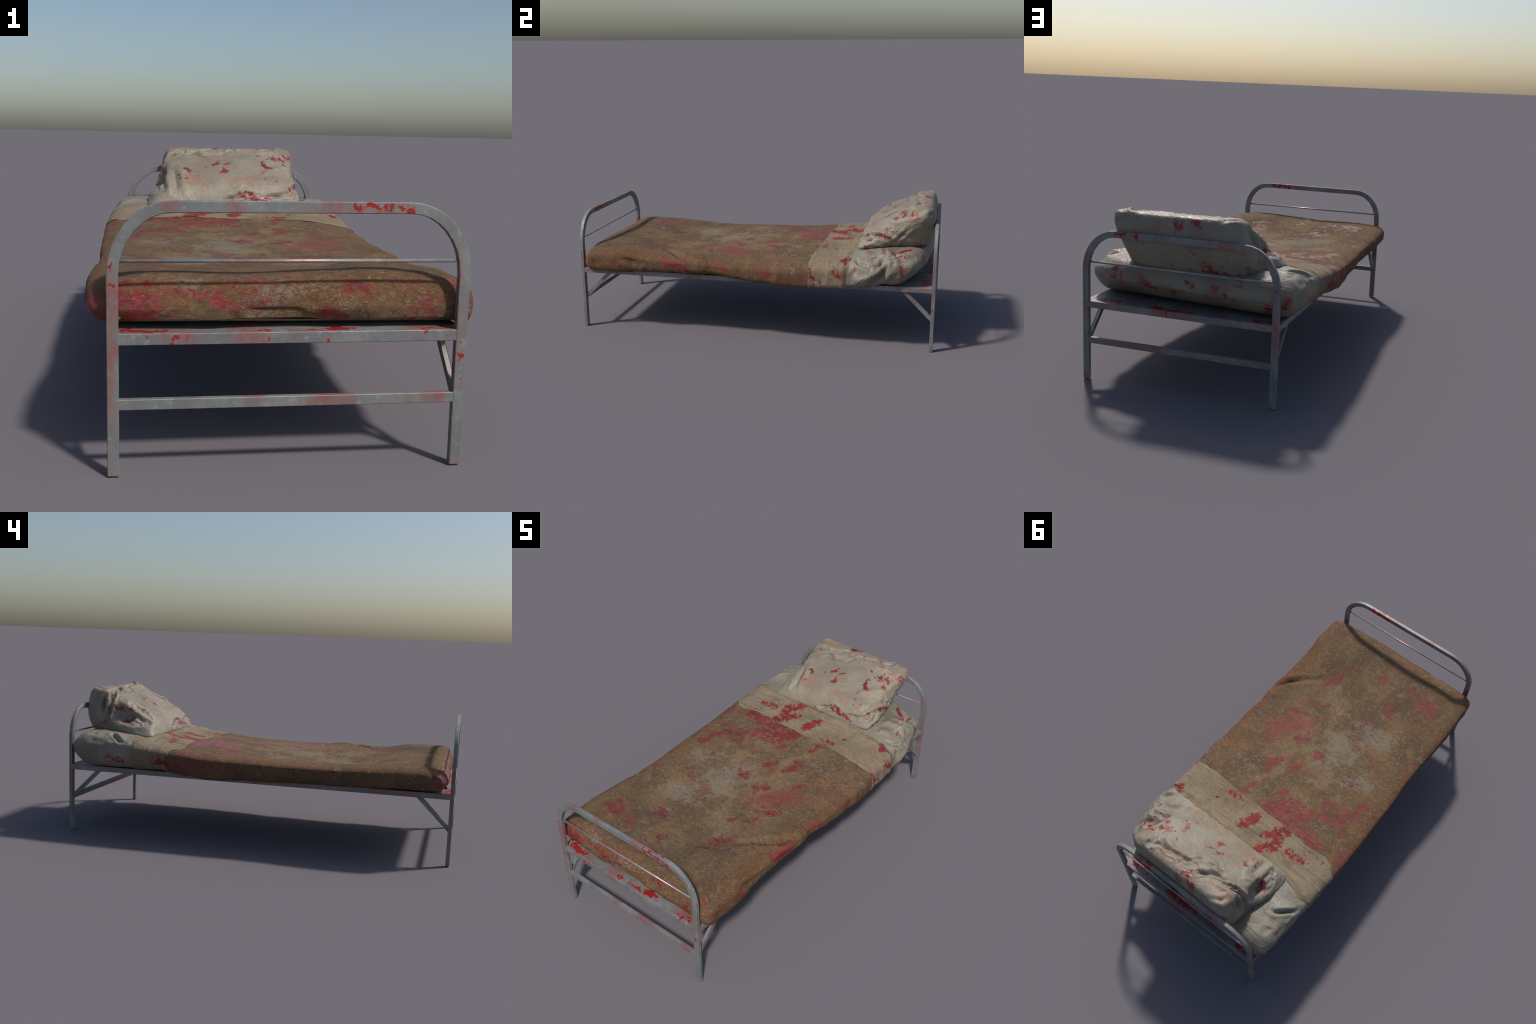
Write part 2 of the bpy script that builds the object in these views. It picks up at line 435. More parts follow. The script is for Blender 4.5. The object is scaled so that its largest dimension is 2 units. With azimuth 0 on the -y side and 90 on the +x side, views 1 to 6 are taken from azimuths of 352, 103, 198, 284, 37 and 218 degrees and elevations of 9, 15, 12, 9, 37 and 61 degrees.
# strokes of blood or dirt: (from x, y, z, to x, y, z, radius, strength)
FELT_SPOTS = [
    (-0.300, 0.330, 0.480, -0.020, 0.330, 0.480, 0.050, 0.75), (-0.330, 0.160, 0.468, -0.060, 0.230, 0.470, 0.045, 0.6),
    (-0.342, 0.346, 0.477, -0.258, 0.341, 0.481, 0.035, 1.1), (-0.207, 0.244, 0.470, -0.143, 0.272, 0.474, 0.03, 1.2),
    (-0.095, 0.265, 0.474, -0.021, 0.302, 0.478, 0.04, 1.25), (-0.017, 0.175, 0.468, 0.000, 0.240, 0.472, 0.018, 1.1),
    (-0.397, -0.014, 0.453, -0.385, 0.074, 0.456, 0.022, 1.2), (-0.358, 0.085, 0.457, -0.317, 0.142, 0.461, 0.028, 1.1),
    (-0.400, 0.188, 0.459, -0.400, 0.188, 0.459, 0.02, 1), (-0.251, 0.084, 0.460, -0.213, 0.143, 0.464, 0.025, 0.8),
    (-0.269, -0.079, 0.455, -0.261, -0.059, 0.456, 0.02, 0.75), (0.026, 0.023, 0.460, 0.057, 0.078, 0.462, 0.022, 0.85),
    (0.128, 0.038, 0.459, 0.156, 0.097, 0.462, 0.026, 0.75), (-0.044, -0.095, 0.456, 0.007, -0.106, 0.455, 0.032, 0.8),
    (0.106, -0.170, 0.455, 0.148, -0.112, 0.455, 0.03, 0.85), (0.260, -0.045, 0.453, 0.276, 0.018, 0.454, 0.02, 0.95),
    (0.213, -0.284, 0.455, 0.308, -0.251, 0.451, 0.025, 0.9), (0.104, -0.370, 0.451, 0.134, -0.331, 0.452, 0.011, 1.1),
    (0.157, -0.406, 0.451, 0.249, -0.349, 0.453, 0.022, 0.85), (-0.044, -0.346, 0.449, -0.007, -0.389, 0.448, 0.014, 1),
    (-0.180, -0.568, 0.443, -0.128, -0.605, 0.439, 0.03, 0.75), (-0.374, -0.725, 0.475, -0.268, -0.761, 0.469, 0.028, 0.95),
    (-0.359, -0.682, 0.470, -0.253, -0.744, 0.464, 0.02, 0.85), (-0.196, -0.759, 0.459, -0.179, -0.768, 0.458, 0.03, 0.75),
    (0.185, -0.601, 0.444, 0.245, -0.529, 0.451, 0.028, 0.85), (0.186, -0.679, 0.447, 0.241, -0.648, 0.452, 0.028, 0.9),
    (0.058, -0.580, 0.436, 0.066, -0.580, 0.436, 0.014, 1), (0.145, 0.266, 0.474, 0.164, 0.330, 0.479, 0.022, 0.85),
    (0.478, -0.481, 0.417, 0.479, -0.377, 0.413, 0.03, 1), (-0.119, -0.474, 0.445, -0.110, -0.456, 0.446, 0.02, 0.7),
    (0.142, 0.138, 0.464, 0.175, 0.136, 0.464, 0.03, 0.65), (-0.302, -0.349, 0.452, -0.299, -0.349, 0.452, 0.013, 0.9),
    (-0.399, -0.967, 0.405, -0.354, -0.970, 0.388, 0.045, 1.1), (-0.387, -0.954, 0.449, -0.354, -0.954, 0.449, 0.035, 0.8),
    (-0.254, -0.961, 0.441, -0.223, -0.962, 0.436, 0.026, 1), (-0.182, -0.963, 0.432, -0.180, -0.967, 0.418, 0.024, 1.05),
    (-0.136, -0.967, 0.417, -0.133, -0.969, 0.409, 0.022, 0.95), (-0.072, -0.966, 0.423, -0.055, -0.969, 0.414, 0.026, 0.85),
    (0.099, -0.973, 0.393, 0.123, -0.974, 0.390, 0.024, 0.95), (0.331, -0.972, 0.390, 0.362, -0.971, 0.396, 0.03, 0.95),
    (-0.004, -0.706, 0.438, -0.016, -0.864, 0.465, 0.03, 0.8), (0.168, -0.954, 0.451, 0.192, -0.958, 0.446, 0.034, 0.7),
    (0.365, -0.966, 0.422, 0.368, -0.967, 0.416, 0.022, 0.9), (0.478, -0.476, 0.413, 0.479, -0.367, 0.398, 0.032, 1.1),
    (0.486, -0.769, 0.398, 0.486, -0.762, 0.388, 0.024, 0.95), (0.483, -0.189, 0.407, 0.484, -0.140, 0.410, 0.03, 0.7),
    (0.496, 0.082, 0.393, 0.497, 0.101, 0.394, 0.02, 0.9), (-0.482, -0.934, 0.428, -0.470, -0.953, 0.401, 0.035, 1.1),
    (-0.481, 0.190, 0.428, -0.482, 0.180, 0.426, 0.025, 0.8), (-0.476, 0.349, 0.458, -0.479, 0.288, 0.444, 0.04, 0.75),
    (-0.491, -0.596, 0.447, -0.494, -0.623, 0.448, 0.025, 0.85), (-0.504, 0.466, 0.397, -0.492, 0.381, 0.392, 0.06, 0.6)]
FELT_SMEARS = [
    (0.181, -0.225, 0.455, 0.281, -0.114, 0.452, 0.115, 0.9), (0.198, -0.615, 0.446, 0.247, -0.549, 0.450, 0.06, 0.5),
    (-0.266, -0.731, 0.465, -0.185, -0.746, 0.456, 0.06, 0.5), (0.079, -0.013, 0.458, 0.137, 0.058, 0.460, 0.06, 0.4),
    (-0.401, 0.011, 0.453, -0.306, 0.107, 0.459, 0.06, 0.5), (-0.177, 0.250, 0.471, -0.027, 0.298, 0.478, 0.07, 0.5),
    (0.478, -0.490, 0.417, 0.479, -0.358, 0.399, 0.05, 0.6), (-0.370, -0.965, 0.422, -0.303, -0.963, 0.433, 0.08, 0.55),
    (-0.141, -0.950, 0.452, -0.023, -0.951, 0.452, 0.08, 0.4), (-0.504, 0.456, 0.397, -0.481, 0.267, 0.389, 0.08, 0.6),
    (-0.483, 0.169, 0.388, -0.490, -0.209, 0.399, 0.05, 0.3)]
FELT_PALE = [
    (-0.223, -0.378, 0.452, -0.158, -0.376, 0.450, 0.1, 0.9), (-0.113, -0.240, 0.453, -0.063, -0.122, 0.455, 0.11, 1),
    (-0.312, -0.110, 0.453, -0.259, -0.111, 0.454, 0.07, 0.8), (0.215, 0.168, 0.464, 0.298, 0.185, 0.461, 0.05, 0.6),
    (-0.268, -0.956, 0.448, -0.257, -0.956, 0.448, 0.05, 0.6), (-0.065, -0.958, 0.442, 0.011, -0.959, 0.441, 0.06, 0.6)]
FELT_RUST = [
    (0.486, -0.933, 0.373, 0.466, -0.639, 0.444, 0.1, 1), (0.450, -0.619, 0.450, 0.506, 0.277, 0.360, 0.09, 0.9),
    (-0.470, -0.900, 0.430, -0.480, 0.350, 0.430, 0.07, 0.8), (-0.400, -0.950, 0.450, 0.420, -0.950, 0.450, 0.08, 0.8)]
FLAP_SPOTS = [
    (-0.163, 0.457, 0.503, -0.125, 0.546, 0.514, 0.032, 1), (-0.129, 0.412, 0.498, -0.103, 0.458, 0.501, 0.035, 1),
    (0.006, 0.414, 0.496, 0.038, 0.485, 0.502, 0.038, 1), (-0.175, 0.381, 0.494, -0.159, 0.383, 0.495, 0.03, 0.8),
    (0.437, 0.514, 0.482, 0.465, 0.521, 0.475, 0.02, 1), (0.250, 0.450, 0.496, 0.271, 0.467, 0.496, 0.008, 1.1),
    (0.123, 0.364, 0.491, 0.212, 0.377, 0.490, 0.03, 0.7), (-0.342, 0.460, 0.496, -0.245, 0.473, 0.503, 0.03, 0.6),
    (0.509, 0.335, 0.424, 0.513, 0.361, 0.378, 0.022, 0.9), (0.448, 0.499, 0.476, 0.442, 0.552, 0.491, 0.018, 1.1),
    (0.513, 0.383, 0.369, 0.513, 0.387, 0.368, 0.012, 1.1), (0.505, 0.472, 0.429, 0.508, 0.490, 0.412, 0.03, 0.7),
    (-0.175, 0.501, 0.508, -0.146, 0.426, 0.499, 0.05, 0.7), (-0.509, 0.474, 0.416, -0.506, 0.415, 0.401, 0.05, 0.75)]
SHEET_SPOTS = [
    (0.358, 0.954, 0.481, 0.317, 0.970, 0.467, 0.05, 0.85), (0.214, 0.972, 0.465, 0.158, 0.946, 0.422, 0.04, 0.8),
    (0.062, 0.936, 0.410, 0.057, 0.930, 0.406, 0.03, 1), (-0.139, 0.971, 0.468, -0.147, 0.972, 0.462, 0.02, 1),
    (-0.184, 0.972, 0.442, -0.191, 0.971, 0.439, 0.018, 1), (-0.028, 0.971, 0.472, -0.036, 0.971, 0.466, 0.02, 0.8),
    (-0.458, 0.967, 0.447, -0.458, 0.965, 0.440, 0.03, 0.9), (-0.368, 0.963, 0.414, -0.377, 0.923, 0.377, 0.03, 0.7),
    (0.487, 0.581, 0.454, 0.498, 0.592, 0.425, 0.016, 1.1), (0.410, 0.751, 0.512, 0.343, 0.858, 0.524, 0.022, 1),
    (0.478, 0.819, 0.470, 0.481, 0.829, 0.434, 0.022, 0.9), (0.423, 0.805, 0.509, 0.427, 0.828, 0.507, 0.016, 1.1),
    (0.367, 0.616, 0.503, 0.397, 0.637, 0.503, 0.015, 1.2), (0.452, 0.670, 0.491, 0.453, 0.688, 0.492, 0.012, 1.1),
    (-0.492, 0.755, 0.412, -0.488, 0.684, 0.393, 0.03, 0.8), (-0.501, 0.608, 0.481, -0.502, 0.587, 0.478, 0.03, 0.5)]
PILLOW_SPOTS = [
    (0.172, 0.753, 0.696, 0.195, 0.707, 0.671, 0.014, 1.3), (0.159, 0.821, 0.717, 0.168, 0.812, 0.716, 0.009, 1.2),
    (0.195, 0.795, 0.709, 0.234, 0.842, 0.724, 0.009, 1.2), (-0.172, 0.709, 0.669, -0.162, 0.672, 0.649, 0.011, 1.15),
    (-0.175, 0.637, 0.628, -0.159, 0.638, 0.630, 0.009, 1.2), (-0.047, 0.725, 0.683, -0.026, 0.759, 0.695, 0.014, 1.05),
    (-0.010, 0.732, 0.684, 0.022, 0.758, 0.692, 0.007, 1.2), (0.083, 0.582, 0.572, 0.115, 0.575, 0.540, 0.018, 1.05),
    (0.275, 0.620, 0.590, 0.293, 0.608, 0.560, 0.011, 1.2), (0.306, 0.697, 0.585, 0.311, 0.741, 0.585, 0.02, 1),
    (0.265, 0.771, 0.687, 0.279, 0.778, 0.674, 0.02, 0.8), (0.295, 0.861, 0.713, 0.319, 0.877, 0.698, 0.025, 0.7),
    (0.235, 0.803, 0.709, 0.261, 0.814, 0.706, 0.03, 0.7), (0.311, 0.611, 0.521, 0.335, 0.626, 0.507, 0.02, 1.05),
    (-0.204, 0.591, 0.578, -0.208, 0.585, 0.574, 0.008, 1.1), (-0.013, 0.689, 0.661, -0.002, 0.685, 0.659, 0.03, 0.6),
    (-0.282, 0.735, 0.579, -0.282, 0.698, 0.587, 0.025, 1.05), (-0.262, 0.830, 0.597, -0.279, 0.788, 0.571, 0.009, 1.2),
    (-0.210, 0.644, 0.626, -0.167, 0.639, 0.630, 0.009, 1.2), (0.049, 0.574, 0.558, 0.192, 0.569, 0.539, 0.015, 0.8),
    (-0.268, 0.806, 0.649, -0.268, 0.774, 0.640, 0.03, 0.7), (0.026, 0.965, 0.713, -0.022, 0.921, 0.752, 0.022, 1.1),
    (-0.026, 0.954, 0.740, -0.051, 0.969, 0.710, 0.014, 0.9), (-0.261, 0.720, 0.644, -0.283, 0.739, 0.576, 0.012, 1),
    (-0.175, 0.656, 0.639, -0.232, 0.671, 0.638, 0.007, 1.1), (0.026, 0.961, 0.728, 0.014, 0.969, 0.696, 0.025, 0.95),
    (-0.047, 0.959, 0.735, -0.059, 0.969, 0.710, 0.022, 0.9), (-0.020, 0.969, 0.631, -0.044, 0.963, 0.601, 0.007, 1.3),
    (-0.086, 0.938, 0.541, -0.160, 0.936, 0.525, 0.03, 1.05), (0.263, 0.926, 0.608, 0.248, 0.926, 0.588, 0.02, 0.8),
    (0.288, 0.893, 0.527, 0.258, 0.935, 0.524, 0.03, 0.9), (-0.263, 0.910, 0.590, -0.271, 0.869, 0.569, 0.025, 0.85),
    (0.202, 0.955, 0.739, 0.190, 0.970, 0.700, 0.008, 1)]
PILLOW_BROWN = [
    (-0.143, 0.613, 0.607, -0.051, 0.649, 0.641, 0.03, 0.9), (0.026, 0.612, 0.615, 0.141, 0.635, 0.633, 0.05, 0.8),
    (-0.227, 0.893, 0.737, -0.143, 0.896, 0.748, 0.05, 0.6), (-0.154, 0.583, 0.559, -0.115, 0.578, 0.544, 0.04, 0.5),
    (-0.207, 0.929, 0.747, -0.249, 0.905, 0.732, 0.04, 0.9), (0.126, 0.942, 0.746, 0.050, 0.933, 0.748, 0.04, 0.8),
    (0.119, 0.968, 0.714, 0.089, 0.967, 0.710, 0.04, 0.9), (-0.166, 0.966, 0.727, -0.173, 0.967, 0.724, 0.03, 0.7)]
DECK_SPOTS = [(0.03, -0.985, 0.352, 0.14, -0.975, 0.352, 0.045, 0.85), (-0.06, -0.985, 0.352, -0.03, -0.98, 0.352, 0.03, 0.85),
    (-0.38, -0.965, 0.352, -0.31, -0.975, 0.352, 0.055, 0.75), (0.33, -0.975, 0.352, 0.40, -0.975, 0.352, 0.05, 0.55),
    (0.03, 0.985, 0.352, 0.14, 0.965, 0.352, 0.045, 0.85), (-0.06, 0.985, 0.352, -0.03, 0.97, 0.352, 0.03, 0.85),
    (-0.38, 0.965, 0.352, -0.31, 0.975, 0.352, 0.055, 0.75), (0.33, 0.95, 0.352, 0.40, 0.96, 0.352, 0.055, 0.65),
    (0.09, -1.0, 0.345, 0.10, -1.0, 0.325, 0.03, 0.7), (-0.30, -1.0, 0.345, -0.25, -1.0, 0.335, 0.05, 0.55)]
BAR_SPOTS = [(side_x, sy, 0.655, side_x + length, sy, 0.655, 0.022, 1.15)
             for sy in (-0.99, 0.99) for side_x, length in ((0.16, 0.03), (0.205, 0.015), (0.245, 0.04))] + \
            [(-0.42, sy, 0.46, -0.42, sy, 0.50, 0.035, 0.45) for sy in (-0.99, 0.99)] + \
            [(0.44, sy, 0.22, 0.44, sy, 0.30, 0.03, 0.40) for sy in (-0.99, 0.99)]

steel_end = metal_material("worn_steel_end", BAR_SPOTS, 0.0)
steel_bar = metal_material("worn_steel_bar", [t[:6] + (t[6], t[7] * 0.55) for t in DECK_SPOTS], 4.3)
steel_deck = metal_material("worn_steel_sheet", DECK_SPOTS, 8.1)
chrome = metal_material("worn_steel_rod", [], 2.2, gloss=0.3, lift=1.5)
chrome.node_tree.nodes["Principled BSDF"].inputs["Metallic"].default_value = 0.35
felt = felt_material("brown_felt", FELT_SPOTS, FELT_SMEARS, FELT_PALE, FELT_RUST)
flap_mat = linen_material("soiled_blanket_lining", FLAP_SPOTS, [], srgb(158, 141, 118), srgb(142, 123, 101), gloss=0.85, felt=True)
sheet_mat = linen_material("soiled_sheet", SHEET_SPOTS, [], srgb(144, 137, 122), srgb(126, 117, 102))
pillow_mat = linen_material("soiled_pillowcase", PILLOW_SPOTS, [], srgb(152, 143, 127), srgb(136, 124, 107), PILLOW_BROWN)

# ------------------------------------------------------------- steel frame
bed = bpy.data.objects.new("hospital_bed", None)
bpy.context.scene.collection.objects.link(bed)
bed["label"] = "rusty grey steel hospital bed with a stained mattress"
bed["category"] = "bed"

X0, X1 = -0.434, 0.450          # outer faces of the legs
TOP = 0.667                     # top of the bent tube
TUBE_W, TUBE_D = 0.028, 0.019   # seen from the end / along the bed
BEND_X, BEND_Z = 0.155, 0.176   # outer bend radii
DECK = 0.352                    # top of the rails

def bevel(ob, w, seg=1):
    bm = bmesh.new(); bm.from_mesh(ob.data)
    es = [e for e in bm.edges if len(e.link_faces) == 2 and e.calc_face_angle() > math.radians(40)]
    bmesh.ops.bevel(bm, geom=es, offset=w, segments=seg, profile=0.5, affect="EDGES")
    bmesh.ops.recalc_face_normals(bm, faces=bm.faces)
    bm.to_mesh(ob.data); bm.free()
    ob.data.polygons.foreach_set("use_smooth", [True] * len(ob.data.polygons))
    ob.data.set_sharp_from_angle(angle=math.radians(25))

def box(name, lo, hi, mat, parent, bev=0.0015):
    (x0, y0, z0), (x1, y1, z1) = lo, hi
    v = [(x, y, z) for x in (x0, x1) for y in (y0, y1) for z in (z0, z1)]
    f = [(0, 1, 3, 2), (4, 6, 7, 5), (0, 4, 5, 1), (2, 3, 7, 6), (0, 2, 6, 4), (1, 5, 7, 3)]
    ob = mesh_object(name, v, f, mat, parent)
    bevel(ob, bev)
    return ob

def bent_tube(y_in, y_out):
    """Legs and top of one end in one bent rectangular tube."""
    c = TUBE_W / 2
    path = [(X0 + c, 0.0, (1, 0))]
    rx, rz = BEND_X - c, BEND_Z - c
    def arc(cx, cz, a0, a1, n=8):
        for k in range(n + 1):
            a = math.radians(a0 + (a1 - a0) * k / n)
            nx, nz = math.cos(a) / rx, math.sin(a) / rz
            l = math.hypot(nx, nz)
            path.append((cx + rx * math.cos(a), cz + rz * math.sin(a), (-nx / l, -nz / l)))
    arc(X0 + BEND_X, TOP - BEND_Z, 180, 90)
    arc(X1 - BEND_X, TOP - BEND_Z, 90, 0)
    path.append((X1 - c, 0.0, (-1, 0)))
    verts, faces = [], []
    for x, zz, (nx, nz) in path:
        for s, y in ((-c, y_out), (c, y_out), (c, y_in), (-c, y_in)):
            verts.append((x + nx * s, y, zz + nz * s))
    n = len(path)
    for i in range(n - 1):
        for j in range(4):
            a, b = i * 4 + j, i * 4 + (j + 1) % 4
            faces.append((a, b, b + 4, a + 4))
    faces += [(3, 2, 1, 0), tuple(range((n - 1) * 4, n * 4))]
    ob = mesh_object("end_frame", verts, faces, steel_end, bed)
    bevel(ob, 0.0018)
    return ob

def rod(name, a, b, r, mat, parent, n=14):
    a, b = Vector(a), Vector(b)
    q = (b - a).to_track_quat("Z", "Y")
    verts = []
    for e in (a, b):
        for k in range(n):
            t = 2 * math.pi * k / n
            verts.append(e + q @ Vector((r * math.cos(t), r * math.sin(t), 0)))
    faces = [(k, (k + 1) % n, n + (k + 1) % n, n + k) for k in range(n)]
    faces += [tuple(range(n - 1, -1, -1)), tuple(range(n, 2 * n))]
    return mesh_object(name, verts, faces, mat, parent)

for sgn in (-1, 1):
    yo, yi = sgn * 1.0, sgn * (1.0 - TUBE_D)
    end = bent_tube(yi, yo)
    lo_y, hi_y = sorted((yi, yo))
    # cross members sit a hair inside the tube faces so that no planes coincide
    box("end_rail", (X0 + 0.024, lo_y + 0.0008, DECK - 0.028), (X1 - 0.024, hi_y - 0.0008, DECK), steel_bar, end)
    box("crossbar", (X0 + 0.024, lo_y + 0.001, 0.165), (X1 - 0.024, hi_y - 0.001, 0.191), steel_bar, end)
    ym = sgn * (1.0 - TUBE_D / 2)
    rod("top_rod", (X0 + 0.02, ym, 0.5245), (X1 - 0.02, ym, 0.5245), 0.0045, chrome, end)

for x0, x1 in ((X0 + 0.001, X0 + 0.021), (X1 - 0.021, X1 - 0.001)):
    box("side_rail", (x0, -0.985, DECK - 0.0275), (x1, 0.985, DECK - 0.0005), steel_bar, bed)
box("base_sheet", (X0 + 0.012, -0.986, DECK - 0.008), (X1 - 0.012, 0.986, DECK - 0.0015), steel_deck, bed, 0.0008)

def brace(sx, sy):
    """Flat diagonal strut between a leg and the side rail."""
    xo = (X1 - 0.011) if sx > 0 else (X0 + 0.011)
    xi = xo - sx * 0.014
    w = 0.0128                                # half width along the rail
    quad = [(0.984, 0.165), (0.984, 0.190), (0.836 + w, DECK - 0.026), (0.836 - w, DECK - 0.026)]
    v = [(x, sy * y, z) for x in (xo, xi) for y, z in quad]
    f = [(0, 1, 2, 3), (7, 6, 5, 4)] + [(k, (k + 1) % 4, 4 + (k + 1) % 4, 4 + k) for k in range(4)]
    ob = mesh_object("brace", v, f, steel_bar, bed)
    bevel(ob, 0.0012)

for sx in (-1, 1):
    for sy in (-1, 1):
        brace(sx, sy)

# ------------------------------------------------------- bedding body shape
FOOT_Y, HEAD_Y = -0.972, 0.974
CAP = 0.068

TOP_MID = [(-1.0, 0.492), (-0.9, 0.502), (-0.78, 0.497), (-0.66, 0.484), (-0.5, 0.468), (-0.35, 0.457),
           (-0.2, 0.454), (0.0, 0.457), (0.12, 0.462), (0.25, 0.472), (0.38, 0.486), (0.50, 0.500),
           (0.6, 0.516), (0.7, 0.530), (0.85, 0.536), (1.0, 0.526)]
# widest point of each side, how high it sits, and the lower hem
WIDE_POS = [(-1.0, 0.484), (-0.85, 0.494), (-0.7, 0.486), (-0.5, 0.482), (-0.25, 0.490), (0.0, 0.501),
            (0.15, 0.508), (0.35, 0.511), (0.5, 0.508), (0.7, 0.496), (0.85, 0.484), (1.0, 0.468)]
WIDE_POS_Z = [(-1.0, 0.380), (-0.7, 0.392), (-0.2, 0.390), (0.1, 0.366), (0.4, 0.362), (0.6, 0.380), (0.8, 0.415), (1.0, 0.43)]
HEM_POS = [(-1.0, 0.470), (-0.8, 0.470), (-0.5, 0.456), (-0.2, 0.462), (0.1, 0.486), (0.4, 0.494), (0.6, 0.478), (0.8, 0.445), (1.0, 0.43)]
HEM_POS_Z = [(-1.0, 0.350), (-0.8, 0.349), (-0.5, 0.357), (-0.25, 0.362), (-0.08, 0.352), (0.08, 0.334), (0.35, 0.331),
             (0.55, 0.340), (0.7, 0.356), (0.85, 0.358), (1.0, 0.358)]
WIDE_NEG = [(-1.0, 0.480), (-0.85, 0.492), (-0.66, 0.497), (-0.5, 0.490), (-0.3, 0.484), (-0.08, 0.494), (0.1, 0.498),
            (0.23, 0.504), (0.4, 0.505), (0.56, 0.494), (0.7, 0.482), (0.9, 0.478), (1.0, 0.470)]
WIDE_NEG_Z = [(-1.0, 0.405), (-0.5, 0.410), (0.2, 0.415), (0.6, 0.425), (1.0, 0.430)]
HEM_NEG = [(-1.0, 0.425), (-0.6, 0.435), (0.0, 0.448), (0.2, 0.470), (0.5, 0.452), (0.8, 0.425), (1.0, 0.41)]
HEM_NEG_Z = [(-1.0, 0.360), (-0.6, 0.357), (-0.2, 0.350), (0.08, 0.345), (0.2, 0.337), (0.32, 0.346), (0.4, 0.358),
             (0.7, 0.360), (1.0, 0.358)]

def section(y, q):
    """Point of the cross-section at y for q in [-1, 1]: -1 the hem on the -x
    side, 0 the middle of the top, 1 the hem on the +x side.  Arrays in."""
    y = np.asarray(y, float); q = np.asarray(q, float)
    zt = curve1(TOP_MID, y)
    pos = q >= 0
    def pick(a, b):
        return np.where(pos, curve1(a, y), curve1(b, y))
    w, wz = pick(WIDE_POS, WIDE_NEG), pick(WIDE_POS_Z, WIDE_NEG_Z)
    h, hz = pick(HEM_POS, HEM_NEG), pick(HEM_POS_Z, HEM_NEG_Z)
    a = np.abs(q)
    # piece 1: top out to the shoulder and down to the widest point (super-ellipse)
    ang = np.clip(a / 0.86, 0, 1)
    ph = ang * np.pi / 2
    ex_x, ex_z = 0.62, 0.42
    x1 = w * np.sin(ph) ** ex_x
    z1 = wz + (zt - wz) * np.maximum(np.cos(ph), 0) ** ex_z
    # piece 2: widest point down and in to the hem
    t = np.clip((a - 0.86) / 0.14, 0, 1)
    x2 = w + (h - w) * t ** 1.6
    z2 = wz + (hz - wz) * np.sin(t * np.pi / 2) ** 0.9
    x = np.where(a <= 0.86, x1, x2)
    z = np.where(a <= 0.86, z1, z2)
    # the foot half sags in the middle like a hammock
    dy = y + 0.57
    sag = 0.040 * np.exp(-(dy / np.where(dy < 0, 0.17, 0.27)) ** 2) * np.exp(-(np.abs(x) / 0.39) ** 3.5)
    x = np.where(pos, x, -x)
    # and its end dips between the corners, a little lower on the -x side
    tilt = smooth(-0.62, -0.84, y) * (-0.021 * np.exp(-(x / 0.31) ** 2) - 0.007 * smooth(0.10, -0.15, x)) \
        + 0.018 * np.exp(-((x - 0.27) / 0.10) ** 2 - ((y + 0.70) / 0.10) ** 2)
    return x, z + (tilt - sag) * smooth(0.40, 0.45, z)

def even_q(n):
    """Parameter values spaced evenly along the section's outline."""
    q = np.linspace(-1, 1, 6001)
    x, z = section(np.zeros_like(q), q)
    s = np.concatenate([[0], np.cumsum(np.hypot(np.diff(x), np.diff(z)))])
    return np.interp(np.linspace(0, s[-1], n), s, q)

def bedding_rows(y_from, y_to, n_mid, n_cap, cap_foot, cap_head):
    """Rows along the bed as (y of the section, y of the row, inset 0..1)."""
    rows = []
    m = 2.4
    if cap_foot:
        for k in range(n_cap):
            t = 1 - k / n_cap
            t2 = math.sin(t * math.pi / 2)
            rows.append((FOOT_Y + CAP, FOOT_Y + CAP - CAP * (1 - (1 - t2) ** m) ** (1 / m), t2))
        y_from = FOOT_Y + CAP
    ys = np.linspace(y_from, HEAD_Y - CAP if cap_head else y_to, n_mid)
    rows += [(y, y, 0.0) for y in ys]
    if cap_head:
        for k in range(1, n_cap + 1):
            t2 = math.sin(k / n_cap * math.pi / 2)
            rows.append((HEAD_Y - CAP, HEAD_Y - CAP + CAP * (1 - (1 - t2) ** m) ** (1 / m), t2))
    return rows

def bedding_grid(rows, qs):
    A, B = len(rows), len(qs)
    P = np.zeros((A, B, 3))
    ysec = np.array([r[0] for r in rows])[:, None] * np.ones((1, B))
    yrow = np.array([r[1] for r in rows])[:, None] * np.ones((1, B))
    ins = np.array([r[2] for r in rows])[:, None] * np.ones((1, B))
    q = np.asarray(qs)[None, :] * np.ones((A, 1))
    x, z = section(ysec, q)
    # inset: the edges move in together, so an end is a round cushion; the
    # foot end rolls over towards the base, the head end stays fuller
    zc = np.where(yrow < 0, 0.378, 0.435)
    half = 0.072
    z = zc + (z - zc) * (1 - ins)
    x = x * (1 - ins * half / 0.48)
    # head end tucked in underneath, most of all at the +x corner
    tuck = np.clip((0.448 - z) / 0.088, 0, 1) ** 1.1 * (0.040 + 0.032 * smooth(-0.15, 0.30, x))
    under_foot = np.clip((0.405 - z) / 0.05, 0, 1) ** 1.2 * (0.026 + 0.014 * np.sin(x * 11 + 0.6)) * smooth(-0.80, -0.95, yrow)
    tuck = tuck + 0.028 * smooth(-0.10, 0.30, x) + 0.050 * smooth(0.26, 0.49, x)
    yrow = yrow - tuck * smooth(0.60, 0.96, yrow) + under_foot
    P[..., 0], P[..., 1], P[..., 2] = x, yrow, z
    return P

def blanket_relief(P):
    """Slow unevenness of the bedding, in metres along the normal."""
    drape = smooth(0.45, 0.39, P[..., 2])          # the hanging sides ripple
    return 0.0058 * fbm(P * np.array([5.0, 4.5, 6.0]), 3, 3) \
        + 0.0075 * drape * fbm(P * np.array([6.0, 11.0, 2.0]), 13, 2)

def crease(width, depth, *line):
    return (line, width, -depth)

def ridge(width, height, *line):
    return (line, width, height)

